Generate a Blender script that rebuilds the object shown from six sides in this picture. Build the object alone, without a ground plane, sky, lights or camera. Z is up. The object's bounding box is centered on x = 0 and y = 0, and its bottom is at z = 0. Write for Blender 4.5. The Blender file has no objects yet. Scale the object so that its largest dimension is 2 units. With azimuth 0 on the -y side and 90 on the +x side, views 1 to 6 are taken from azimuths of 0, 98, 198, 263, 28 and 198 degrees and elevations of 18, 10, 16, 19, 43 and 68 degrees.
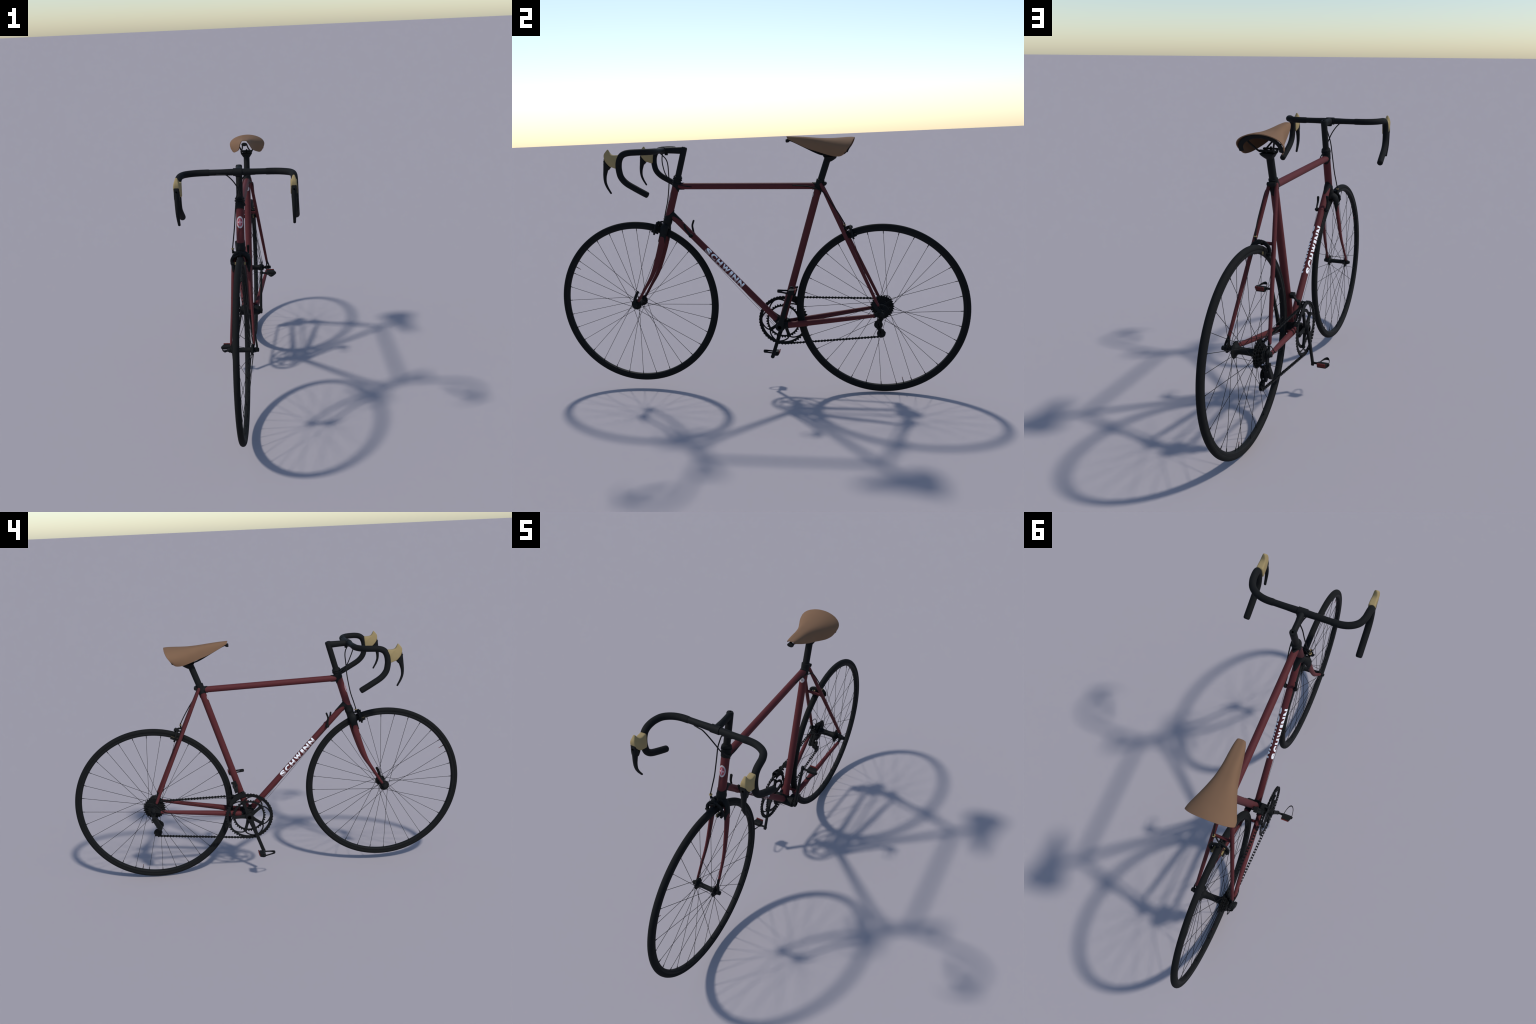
"""A vintage lugged-steel road bicycle with drop handlebar, leather saddle and derailleur gears.

Bike frame used for every number below (metres): x = left, y = towards the back, z = up,
with the rear wheel axle at the origin.  The root Empty carries the bike's slight yaw and pitch."""
import bpy, bmesh, math, random
import numpy as np
from mathutils import Matrix, Vector, Euler

random.seed(7)
rng = np.random.default_rng(7)
V = lambda *a: np.array(a, float)
PI, TAU = math.pi, math.tau

# ------------------------------------------------------------------ key dimensions
WHEELBASE = 1.1938
TYRE_R = 0.4047          # outside radius of the tyre
RIM_IN = 0.3700          # inside radius of the rim
BB = V(0, -0.479, -0.0885)           # bottom bracket centre
SEAT_DIR = V(0, 0.2662, 0.9639)      # seat tube axis, upwards
SEAT_TOP = V(0, -0.2955, 0.5785)     # seat tube meets top tube
HEAD_TOP = V(0, -0.9780, 0.5960)
HEAD_BOT = V(0, -1.0285, 0.4150)
HEAD_DIR = (HEAD_TOP - HEAD_BOT) / np.linalg.norm(HEAD_TOP - HEAD_BOT)
FRONT_HUB = V(0, -WHEELBASE, 0)
REAR_HUB = V(0, 0, 0)
R_TUBE = 0.0154
R_SEAT = 0.0170
R_DOWN = 0.0153
R_HEAD = 0.0178

ROOT_ORIGIN = V(0, -0.597, -0.405)
ROOT_ROT = Euler([math.radians(a) for a in (-1.6427, 0.4777, -2.9788)], 'XYZ')
REAR_HUB_WORLD = Vector((0.0480, 0.5962, 0.4050))

# ------------------------------------------------------------------ materials
def material(name, colour, rough=0.6, spec=0.3, vary=0.10, scale=40.0, bump=0.0, metallic=0.0, bump_scale=400.0, colour2=None):
    m = bpy.data.materials.new(name)
    m.use_nodes = True
    nt = m.node_tree
    b = nt.nodes["Principled BSDF"]
    co = nt.nodes.new("ShaderNodeTexCoord")
    no = nt.nodes.new("ShaderNodeTexNoise")
    no.inputs["Scale"].default_value = scale
    no.inputs["Detail"].default_value = 4.0
    nt.links.new(co.outputs["Object"], no.inputs["Vector"])
    ramp = nt.nodes.new("ShaderNodeValToRGB")
    c2 = colour2 or colour
    ramp.color_ramp.elements[0].position = 0.3
    ramp.color_ramp.elements[1].position = 0.7
    ramp.color_ramp.elements[0].color = (*[c * (1 - vary) for c in colour], 1)
    ramp.color_ramp.elements[1].color = (*[c * (1 + vary) for c in c2], 1)
    nt.links.new(no.outputs["Fac"], ramp.inputs["Fac"])
    nt.links.new(ramp.outputs["Color"], b.inputs["Base Color"])
    b.inputs["Roughness"].default_value = rough
    b.inputs["Specular IOR Level"].default_value = spec
    b.inputs["Metallic"].default_value = metallic
    if bump:
        n2 = nt.nodes.new("ShaderNodeTexNoise")
        n2.inputs["Scale"].default_value = bump_scale
        nt.links.new(co.outputs["Object"], n2.inputs["Vector"])
        bp = nt.nodes.new("ShaderNodeBump")
        bp.inputs["Strength"].default_value = bump
        bp.inputs["Distance"].default_value = 0.001
        nt.links.new(n2.outputs["Fac"], bp.inputs["Height"])
        nt.links.new(bp.outputs["Normal"], b.inputs["Normal"])
    return m

BLACK_C = (0.0100, 0.0106, 0.0110)
M_PAINT = material("maroon_paint", (0.089, 0.0215, 0.0240), 0.6, 0.09, 0.03, 30)
M_BLACK = material("black_metal", BLACK_C, 0.65, 0.08, 0.05, 60)
M_LUG = material("black_lug_paint", BLACK_C, 0.65, 0.08, 0.05, 60)
M_RUBBER = material("black_tyre_rubber", (0.0102, 0.0107, 0.0110), 0.8, 0.06, 0.05, 50, 0.1)
M_TAPE = material("black_bar_tape", (0.0100, 0.0106, 0.0110), 0.75, 0.07, 0.06, 70, 0.1)
M_SPOKE = material("black_spoke_steel", (0.010, 0.0105, 0.011), 0.6, 0.08, 0.03, 60)
M_CHAIN = material("black_chain_steel", (0.0095, 0.0100, 0.0104), 0.6, 0.08, 0.08, 200)
M_CABLE = material("black_cable_housing", (0.0095, 0.0100, 0.0104), 0.6, 0.08, 0.04, 90)
M_WIRE = material("thin_cable_steel", (0.020, 0.020, 0.021), 0.5, 0.15, 0.04, 90)
M_LEATHER = material("tan_leather", (0.184, 0.107, 0.063), 0.8, 0.06, 0.03, 12, 0.04)
M_UNDER = material("leather_underside", (0.120, 0.068, 0.042), 0.85, 0.05, 0.06, 20)
M_GUM = material("tan_gum_rubber", (0.305, 0.232, 0.112), 0.75, 0.08, 0.03, 40)
M_BRASS = material("tan_brake_pad", (0.26, 0.195, 0.090), 0.7, 0.1, 0.04, 60)
M_RED = material("red_reflector", (0.105, 0.018, 0.016), 0.5, 0.12, 0.05, 80)
M_WHITE = material("white_decal", (0.86, 0.85, 0.87), 0.5, 0.2, 0.02, 60)
M_SILVER = material("silver_badge", (0.40, 0.365, 0.385), 0.5, 0.3, 0.03, 100)
M_BADGE = material("badge_red", (0.33, 0.055, 0.075), 0.5, 0.3, 0.05, 100)
M_ROSE = material("badge_rose", (0.60, 0.33, 0.36), 0.5, 0.3, 0.04, 100)
M_MARK = material("badge_grey", (0.17, 0.15, 0.16), 0.5, 0.3, 0.04, 100)
M_HOLE = material("dark_recess", (0.001, 0.001, 0.001), 0.9, 0.0, 0.02, 50)  # near-black, so solid discs show the darkness inside a hole by colour

# ------------------------------------------------------------------ object helpers
ORIGIN = {}

def group(name, origin, parent=None):
    o = bpy.data.objects.new(name, None)
    o.empty_display_size = 0.05
    bpy.context.scene.collection.objects.link(o)
    ORIGIN[o.name] = np.array(origin, float)
    if parent is not None:
        o.parent = parent
        o.location = ORIGIN[o.name] - ORIGIN[parent.name]
    return o

def add_mesh(name, geo, mat, parent, origin=None, angle=35, kind=None):
    """geo: list of (verts, faces) or one such pair, in bike coordinates."""
    if isinstance(geo, tuple):
        geo = [geo]
    vs, fs, n = [], [], 0
    for v, f in geo:
        v = np.asarray(v, float)
        vs.append(v)
        fs += [tuple(int(i) + n for i in q) for q in f]
        n += len(v)
    vs = np.concatenate(vs)
    if origin is None:
        origin = ORIGIN[parent.name]
    origin = np.array(origin, float)
    me = bpy.data.meshes.new(name)
    me.from_pydata((vs - origin).tolist(), [], fs)
    bm = bmesh.new(); bm.from_mesh(me)
    bmesh.ops.recalc_face_normals(bm, faces=bm.faces)
    bm.to_mesh(me); bm.free()
    me.materials.append(mat)
    me.polygons.foreach_set("use_smooth", [True] * len(me.polygons))
    me.set_sharp_from_angle(angle=math.radians(angle))
    o = bpy.data.objects.new(name, me)
    bpy.context.scene.collection.objects.link(o)
    ORIGIN[o.name] = origin
    o.parent = parent
    o.location = origin - ORIGIN[parent.name]
    if kind:
        o["kind"] = kind
    return o

def instance(src, parent, origin, name=None):
    o = bpy.data.objects.new(name or src.name.split('.')[0], src.data)
    bpy.context.scene.collection.objects.link(o)
    ORIGIN[o.name] = np.array(origin, float)
    o.parent = parent
    o.location = ORIGIN[o.name] - ORIGIN[parent.name]
    return o

# ------------------------------------------------------------------ geometry helpers
def unit(v):
    v = np.asarray(v, float)
    return v / (np.linalg.norm(v) + 1e-12)

def spline(pts, n=8):
    """Centripetal-ish Catmull-Rom through the control points."""
    P = np.asarray(pts, float)
    P = np.vstack([2 * P[0] - P[1], P, 2 * P[-1] - P[-2]])
    out = []
    for i in range(1, len(P) - 2):
        p0, p1, p2, p3 = P[i - 1:i + 3]
        for k in range(n):
            t = k / n
            out.append(0.5 * ((2 * p1) + (-p0 + p2) * t + (2 * p0 - 5 * p1 + 4 * p2 - p3) * t ** 2 + (-p0 + 3 * p1 - 3 * p2 + p3) * t ** 3))
    out.append(P[-2])
    return np.array(out)

def interp(vals, n):
    """Resample control values (one per control point) linearly to n samples."""
    vals = np.asarray(vals, float)
    x = np.linspace(0, len(vals) - 1, n)
    if vals.ndim == 1:
        return np.interp(x, np.arange(len(vals)), vals)
    return np.stack([np.interp(x, np.arange(len(vals)), vals[:, k]) for k in range(vals.shape[1])], 1)

def frames(path, up):
    T = np.gradient(path, axis=0)
    T /= np.linalg.norm(T, axis=1)[:, None]
    A = np.zeros_like(T); a = np.array(up, float)
    for i, t in enumerate(T):
        a = a - t * (a @ t)
        a = unit(a)
        A[i] = a
    return T, A, np.cross(T, A)

def sweep(path, radius, n=16, up=(1, 0, 0), closed=False, rounded=False):
    """Tube along a path; radius scalar, per-point, or per-point (along 'up', across)."""
    path = np.asarray(path, float)
    m = len(path)
    r = np.asarray(radius, float)
    if r.ndim == 0:
        r = np.full((m, 2), float(r))
    elif r.ndim == 1:
        r = np.stack([r, r], 1) if len(r) == m else np.tile(r, (m, 1))
    if rounded:   # hemispherical-looking ends
        T = np.gradient(path, axis=0); T /= np.linalg.norm(T, axis=1)[:, None]
        k = np.linspace(0, 1, 5)[:-1]
        s0 = [path[0] - T[0] * r[0].mean() * math.cos(a * PI / 2) for a in k]
        s1 = [path[-1] + T[-1] * r[-1].mean() * math.cos(a * PI / 2) for a in k[::-1]]
        r0 = [r[0] * max(0.08, math.sin(a * PI / 2)) for a in k]
        r1 = [r[-1] * max(0.08, math.sin(a * PI / 2)) for a in k[::-1]]
        path = np.vstack([s0, path, s1]); r = np.vstack([r0, r, r1]); m = len(path)
    T, A, B = frames(path, up)
    th = np.arange(n) * TAU / n
    c, s = np.cos(th), np.sin(th)
    v = (path[:, None, :] + A[:, None, :] * (r[:, 0, None] * c)[..., None] + B[:, None, :] * (r[:, 1, None] * s)[..., None]).reshape(-1, 3)
    f = []
    for i in range(m - 1 + (1 if closed else 0)):
        a, b = i * n, ((i + 1) % m) * n
        f += [(a + k, a + (k + 1) % n, b + (k + 1) % n, b + k) for k in range(n)]
    if not closed:
        f += [tuple(range(n))[::-1], tuple(range((m - 1) * n, m * n))]
    return v, f

def rod(p, q, r, n=16, r2=None):
    p, q = np.asarray(p, float), np.asarray(q, float)
    up = (1, 0, 0) if abs(unit(q - p)[0]) < 0.9 else (0, 0, 1)
    return sweep([p, q], [r, r if r2 is None else r2], n, up)

def lathe(profile, centre=(0, 0, 0), axis=(1, 0, 0), n=32):
    """Revolve (position along axis, radius) profile about an axis; closes the ends."""
    centre, axis = np.asarray(centre, float), unit(axis)
    a = unit(np.cross(axis, (0, 0, 1) if abs(axis[2]) < 0.9 else (0, 1, 0)))
    b = np.cross(axis, a)
    th = np.arange(n) * TAU / n
    v = np.concatenate([centre + axis * s + r * (np.cos(th)[:, None] * a + np.sin(th)[:, None] * b) for s, r in profile])
    f = []
    for i in range(len(profile) - 1):
        f += [(i * n + k, i * n + (k + 1) % n, (i + 1) * n + (k + 1) % n, (i + 1) * n + k) for k in range(n)]
    f += [tuple(range(n))[::-1], tuple(range((len(profile) - 1) * n, len(profile) * n))]
    return v, f

def ring(profile, centre=(0, 0, 0), n=192):
    """Closed cross-section (x, r) revolved about the x axis: torus-like body."""
    th = np.arange(n) * TAU / n
    m = len(profile)
    P = np.asarray(profile, float)
    v = np.stack([np.broadcast_to(P[None, :, 0], (n, m)), -np.cos(th)[:, None] * P[None, :, 1], np.sin(th)[:, None] * P[None, :, 1]], -1).reshape(-1, 3) + np.asarray(centre, float)
    f = []
    for i in range(n):
        a, b = i * m, ((i + 1) % n) * m
        f += [(a + k, a + (k + 1) % m, b + (k + 1) % m, b + k) for k in range(m)]
    return v, f

def prism(outline, x0, x1, bevel=0.0):
    """Polygon in the (y, z) plane extruded along x, with chamfered rims."""
    O = np.asarray(outline, float)
    n = len(O)
    layers = [(x0, 0.0), (x1, 0.0)]
    if bevel:
        s = 1 if x1 > x0 else -1
        layers = [(x0, bevel), (x0 + s * bevel, 0.0), (x1 - s * bevel, 0.0), (x1, bevel)]
    return layered(O, layers)

def inset(O, d):
    """Shift a closed outline inwards by d."""
    if d == 0:
        return O
    nx, pv = np.roll(O, -1, 0), np.roll(O, 1, 0)
    e1 = (O - pv); e2 = (nx - O)
    e1 /= np.linalg.norm(e1, axis=1)[:, None] + 1e-12
    e2 /= np.linalg.norm(e2, axis=1)[:, None] + 1e-12
    area = 0.5 * np.sum(O[:, 0] * nx[:, 1] - nx[:, 0] * O[:, 1])
    s = 1 if area > 0 else -1
    nrm = np.stack([-(e1 + e2)[:, 1], (e1 + e2)[:, 0]], 1) * s
    nrm /= np.linalg.norm(nrm, axis=1)[:, None] + 1e-12
    return O + nrm * d

def layered(O, layers):
    n = len(O)
    v = np.concatenate([np.column_stack([np.full(n, x), inset(O, d)]) for x, d in layers])
    f = []
    for i in range(len(layers) - 1):
        f += [(i * n + k, i * n + (k + 1) % n, (i + 1) * n + (k + 1) % n, (i + 1) * n + k) for k in range(n)]
    f += [tuple(range(n))[::-1], tuple(range((len(layers) - 1) * n, len(layers) * n))]
    return v, f

def pillow(outline, x, w, soft):
    """Soft-edged plate: outline in (y, z), half width w about x, edges rounded by 'soft'."""
    q = [(-1.0, 1.0), (-0.92, 0.45), (-0.72, 0.12), (-0.4, 0.0), (0.4, 0.0), (0.72, 0.12), (0.92, 0.45), (1.0, 1.0)]
    return layered(np.asarray(outline, float), [(x + a * w, b * soft) for a, b in q])

def box(centre, half, rot=None, bevel=0.0):
    hx, hy, hz = half
    O = np.array([(-hy, -hz), (hy, -hz), (hy, hz), (-hy, hz)])
    v, f = prism(O, -hx, hx, bevel)
    if rot is not None:
        v = v @ np.asarray(rot).T
    return v + np.asarray(centre, float), f

def rot_x(a):
    c, s = math.cos(a), math.sin(a)
    return np.array([[1, 0, 0], [0, c, -s], [0, s, c]])

def basis(d, up=(1, 0, 0)):
    d = unit(d); a = unit(np.asarray(up, float) - d * (np.asarray(up, float) @ d))
    return d, a, np.cross(d, a)

def sleeve(p, d, r, back, reach, grow=0.0022, n=48, up=(1, 0, 0)):
    """Lug socket around a tube: from -back along d to reach(phi); phi measured from 'up' (the bike's side)."""
    d, a, b = basis(d, up)
    th = np.arange(n) * TAU / n
    rad = np.cos(th)[:, None] * a + np.sin(th)[:, None] * b
    L = np.array([reach(t) for t in th])
    p = np.asarray(p, float)
    rows = [p - d * back + rad * (r - 0.001), p - d * back + rad * (r + grow)]
    for k in (0.35, 0.7, 1.0):
        rows.append(p + d * (L * k)[:, None] + rad * (r + grow * (1 - 0.25 * k)))
    rows.append(p + d * (L + 0.0012)[:, None] + rad * (r - 0.0008))
    v = np.concatenate(rows); f = []
    for i in range(len(rows) - 1):
        f += [(i * n + k, i * n + (k + 1) % n, (i + 1) * n + (k + 1) % n, (i + 1) * n + k) for k in range(n)]
    return v, f

def mirror(g):
    v, f = g
    v = np.array(v, float); v[:, 0] *= -1
    return v, [tuple(q)[::-1] for q in f]

def smooth_outline(pts, n=5):
    P = np.asarray(pts, float); m = len(P); out = []
    for i in range(m):
        p0, p1, p2, p3 = P[i - 1], P[i], P[(i + 1) % m], P[(i + 2) % m]
        for k in range(n):
            t = k / n
            out.append(0.5 * ((2 * p1) + (-p0 + p2) * t + (2 * p0 - 5 * p1 + 4 * p2 - p3) * t ** 2 + (-p0 + 3 * p1 - 3 * p2 + p3) * t ** 3))
    return np.array(out)

# ================================================================== root
root = group("road_bicycle", ROOT_ORIGIN)
root["label"] = "maroon vintage road bicycle with black drop bars and tan saddle"
root["category"] = "bicycle"
root.rotation_euler = ROOT_ROT
root.location = REAR_HUB_WORLD + ROOT_ROT.to_matrix() @ Vector(ROOT_ORIGIN)

# ================================================================== frame
frame = group("frame", BB, root)
add_mesh("top_tube", rod(SEAT_TOP + V(0, -0.004, 0), V(0, -0.984, 0.578), R_TUBE, 32), M_PAINT, frame)
add_mesh("seat_tube", rod(BB, SEAT_TOP + SEAT_DIR * 0.028, R_SEAT, 32), M_PAINT, frame)
DOWN_END = V(0, -1.016, 0.4465)
DOWN_DIR = unit(DOWN_END - BB)
add_mesh("down_tube", rod(BB, DOWN_END, R_DOWN, 32), M_PAINT, frame)
add_mesh("head_tube", rod(HEAD_BOT, HEAD_TOP, R_HEAD, 40), M_PAINT, frame)
for s in (1, -1):
    p0, p1 = V(s * 0.0150, -0.2850, 0.586), V(s * 0.0838, -0.0185, 0.040)
    path = np.array([p0 + (p1 - p0) * t for t in np.linspace(0, 1, 12)])
    add_mesh("seat_stay", sweep(path, interp([0.0076, 0.0088, 0.0088, 0.0083, 0.0070], 12), 20, rounded=True), M_PAINT, frame)
    cs = spline([V(s * 0.0290, -0.462, -0.0868), V(s * 0.0365, -0.40, -0.0765), V(s * 0.0510, -0.28, -0.0550), V(s * 0.0680, -0.14, -0.0305), V(s * 0.0822, -0.032, -0.0110)], 8)
    add_mesh("chain_stay", sweep(cs, interp([(0.0125, 0.0155), (0.0125, 0.0150), (0.0118, 0.0130), (0.0098, 0.0105), (0.0078, 0.0080)], len(cs)), 20), M_PAINT, frame)
    # dropout: flat plate joining both stays at the axle
    o = smooth_outline([(-0.024, 0.046), (-0.013, 0.046), (-0.006, 0.020), (0.010, 0.012), (0.012, -0.010), (0.002, -0.016), (-0.016, -0.014), (-0.037, -0.022), (-0.040, -0.006), (-0.020, 0.008)], 4)
    g = [prism(o, s * 0.0785, s * 0.0860, 0.001)]
    if s < 0:   # gear hanger on the drive side
        h = smooth_outline([(-0.006, -0.004), (0.010, -0.004), (0.016, -0.030), (0.006, -0.040), (-0.004, -0.030)], 4)
        g.append(prism(h, s * 0.0788, s * 0.0868, 0.001))
    add_mesh("dropout", g, M_BLACK, frame)
add_mesh("stay_bridge", rod(V(0.034, -0.183, 0.376), V(-0.034, -0.183, 0.376), 0.0068, 16), M_PAINT, frame)
add_mesh("stay_bridge", rod(V(0.026, -0.405, -0.080), V(-0.026, -0.405, -0.080), 0.0068, 16), M_PAINT, frame)

# lugs: sockets with concave sides and points above and below
def points(side, tip, power=3.0):
    """Socket reach: 'side' along the flanks, 'tip' at top and bottom."""
    return lambda t: side + (tip - side) * abs(math.sin(t)) ** power

tt = unit(V(0, -1, 0))
seat_lug = [sleeve(SEAT_TOP, tt, R_TUBE, 0.0, points(0.018, 0.032)),
            sleeve(SEAT_TOP + SEAT_DIR * 0.028, -SEAT_DIR, R_SEAT, 0.0, lambda t: 0.043 + 0.006 * max(0, math.sin(t)) ** 2 + 0.022 * max(0, -math.sin(t)) ** 3),
            lathe([(0, R_SEAT + 0.0006), (0.0015, R_SEAT + 0.0022), (0.0035, R_SEAT + 0.0022), (0.0045, 0.0170), (0.005, 0.0155)], SEAT_TOP + SEAT_DIR * 0.026, SEAT_DIR, 40)]
# binder ears and bolt behind the seat tube
seat_lug += [rod(V(0.017, -0.268, 0.589), V(-0.017, -0.268, 0.589), 0.0080, 20), rod(V(0.0185, -0.268, 0.589), V(-0.0185, -0.268, 0.589), 0.0052, 12), box(V(0, -0.276, 0.587), (0.013, 0.010, 0.0075), None, 0.001)]
add_mesh("seat_lug", seat_lug, M_LUG, frame)
up_lug = [sleeve(V(0, -0.986, 0.578), -tt, R_TUBE, 0.0, points(0.016, 0.044, 2.5)),
          sleeve(HEAD_TOP, -HEAD_DIR, R_HEAD, 0.0, lambda t: 0.022 + 0.020 * max(0, -math.sin(t)) ** 1.5 - 0.004 * max(0, math.sin(t)))]
add_mesh("head_lug", up_lug, M_LUG, frame)
lo_lug = [sleeve(V(0, -1.012, 0.4425), -DOWN_DIR, R_DOWN, 0.0, lambda t: 0.014 + 0.022 * max(0, math.sin(t)) ** 2.5 + 0.048 * max(0, -math.sin(t)) ** 2.5),
          sleeve(HEAD_BOT, HEAD_DIR, R_HEAD, 0.0, lambda t: 0.024 + 0.030 * max(0, math.sin(t)) ** 1.5 - 0.008 * max(0, -math.sin(t)))]
add_mesh("head_lug", lo_lug, M_LUG, frame)
shell = [lathe([(-0.0475, 0.019), (-0.0465, 0.0245), (0.0465, 0.0245), (0.0475, 0.019)], BB, (1, 0, 0), 40),
         sleeve(BB, SEAT_DIR, R_SEAT, 0.0, points(0.031, 0.038)), sleeve(BB, DOWN_DIR, R_DOWN, 0.0, points(0.033, 0.042))]
for s in (1, -1):
    cd = unit(V(s * 0.0365, -0.40, -0.0765) - V(s * 0.0290, -0.462, -0.0868))
    shell.append(sleeve(V(s * 0.0290, -0.462, -0.0868), cd, 0.0140, 0.01, lambda t: 0.022, 0.0018))
add_mesh("bottom_bracket_shell", shell, M_LUG, frame)

# two-tone colour blend: white upper half of each letter, rose-grey lower half
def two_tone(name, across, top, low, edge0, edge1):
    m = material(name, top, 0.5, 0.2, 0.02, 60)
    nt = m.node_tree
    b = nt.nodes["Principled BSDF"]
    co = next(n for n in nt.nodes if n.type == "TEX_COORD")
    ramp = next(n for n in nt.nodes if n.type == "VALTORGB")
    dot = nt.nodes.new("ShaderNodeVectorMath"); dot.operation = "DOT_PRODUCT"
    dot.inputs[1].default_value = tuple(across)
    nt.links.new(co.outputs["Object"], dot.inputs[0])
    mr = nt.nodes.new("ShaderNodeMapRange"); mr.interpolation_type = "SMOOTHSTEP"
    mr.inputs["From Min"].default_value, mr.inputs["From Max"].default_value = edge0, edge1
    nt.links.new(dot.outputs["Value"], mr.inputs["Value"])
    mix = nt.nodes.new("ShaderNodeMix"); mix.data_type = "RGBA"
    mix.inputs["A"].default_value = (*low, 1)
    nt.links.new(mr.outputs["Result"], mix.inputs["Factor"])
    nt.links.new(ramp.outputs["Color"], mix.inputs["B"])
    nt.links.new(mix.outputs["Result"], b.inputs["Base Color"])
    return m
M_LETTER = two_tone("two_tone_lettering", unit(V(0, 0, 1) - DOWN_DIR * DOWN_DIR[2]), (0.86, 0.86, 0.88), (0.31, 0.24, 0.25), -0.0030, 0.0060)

# decals wrapped round the tubes ---------------------------------------------------
def wrap(v2, depth, base, axis, face, radius):
    """Map flat (s across, t along axis, h out) points to the tube surface whose middle faces 'face'."""
    d = unit(axis); a = unit(np.asarray(face, float) - d * (np.asarray(face, float) @ d)); b = np.cross(d, a)
    ang = v2[:, 0] / radius
    rr = radius + depth
    return np.asarray(base) + d * v2[:, 1:2] + (np.cos(ang) * rr)[:, None] * a + (np.sin(ang) * rr)[:, None] * b

def glyph(ch, width, height, weight=0.055):
    """Flat bold letter mesh, centred, cut into strips so that it can bend round a tube."""
    c = bpy.data.curves.new("glyph", 'FONT')
    c.body = ch; c.size = 1.0; c.offset = weight; c.resolution_u = 4
    o = bpy.data.objects.new("glyph", c)
    bpy.context.scene.collection.objects.link(o)
    dg = bpy.context.evaluated_depsgraph_get()
    me = bpy.data.meshes.new_from_object(o.evaluated_get(dg))
    bpy.data.objects.remove(o); bpy.data.curves.remove(c)
    bm = bmesh.new(); bm.from_mesh(me); bpy.data.meshes.remove(me)
    co = np.array([v.co[:] for v in bm.verts]); lo, hi = co.min(0), co.max(0)
    for v in bm.verts:
        v.co.x = ((v.co.x - lo[0]) / (hi[0] - lo[0]) - 0.5) * width
        v.co.y = ((v.co.y - lo[1]) / (hi[1] - lo[1]) - 0.5) * height
        v.co.z = 0
    for k in range(1, 12):
        g = bm.verts[:] + bm.edges[:] + bm.faces[:]
        bmesh.ops.bisect_plane(bm, geom=g, plane_co=(0, (k / 12 - 0.5) * height, 0), plane_no=(0, 1, 0))
    bm.verts.index_update()
    v = np.array([p.co[:] for p in bm.verts]); f = [tuple(q.index for q in t.verts) for t in bm.faces]
    bm.free()
    return v, f

WORD = [("S", 0.0310), ("C", 0.0310), ("H", 0.0305), ("W", 0.0430), ("I", 0.0145), ("N", 0.0320), ("N", 0.0320)]
HEIGHT = 0.0285
gap = 0.0062
total = sum(w for _, w in WORD) + gap * (len(WORD) - 1)
mid = 0.5 * (V(0, -0.6571, 0.1018) + V(0, -0.8332, 0.2850))
mid = BB + DOWN_DIR * ((mid - BB) @ DOWN_DIR)
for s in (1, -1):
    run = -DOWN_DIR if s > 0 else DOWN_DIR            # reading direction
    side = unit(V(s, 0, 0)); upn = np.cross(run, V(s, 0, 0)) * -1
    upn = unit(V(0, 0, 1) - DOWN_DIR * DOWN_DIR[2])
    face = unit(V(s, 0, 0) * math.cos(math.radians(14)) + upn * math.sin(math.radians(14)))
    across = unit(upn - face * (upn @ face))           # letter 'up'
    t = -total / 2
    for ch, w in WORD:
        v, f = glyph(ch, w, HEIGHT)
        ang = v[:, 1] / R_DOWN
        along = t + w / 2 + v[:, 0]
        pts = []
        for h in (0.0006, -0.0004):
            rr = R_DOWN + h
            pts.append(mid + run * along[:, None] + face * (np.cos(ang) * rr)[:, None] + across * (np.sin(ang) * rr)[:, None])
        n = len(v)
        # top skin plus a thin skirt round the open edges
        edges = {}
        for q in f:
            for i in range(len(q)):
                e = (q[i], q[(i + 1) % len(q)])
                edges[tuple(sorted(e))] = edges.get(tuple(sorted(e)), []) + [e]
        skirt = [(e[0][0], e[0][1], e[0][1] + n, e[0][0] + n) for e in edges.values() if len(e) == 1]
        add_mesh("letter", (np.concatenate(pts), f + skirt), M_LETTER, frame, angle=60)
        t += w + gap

def oval(rs, rt, base, axis, face, radius, depth, n=40, rings=5, shape=None):
    th = np.arange(n) * TAU / n
    pts = [V(0, 0)[None]]
    for k in range(1, rings + 1):
        q = shape(th) if shape else np.ones(n)
        pts.append(np.stack([np.cos(th) * rs * q, np.sin(th) * rt * q], 1) * k / rings)
    p = np.concatenate(pts)
    top = wrap(p, depth, base, axis, face, radius)
    rim = wrap(pts[-1], -0.001, base, axis, face, radius)
    f = [(0, 1 + k, 1 + (k + 1) % n) for k in range(n)]
    for r in range(rings - 1):
        a, b = 1 + r * n, 1 + (r + 1) * n
        f += [(a + k, b + k, b + (k + 1) % n, a + (k + 1) % n) for k in range(n)]
    a, b = 1 + (rings - 1) * n, len(p)
    f += [(a + k, b + k, b + (k + 1) % n, a + (k + 1) % n) for k in range(n)]
    return np.concatenate([top, rim]), f

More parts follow.
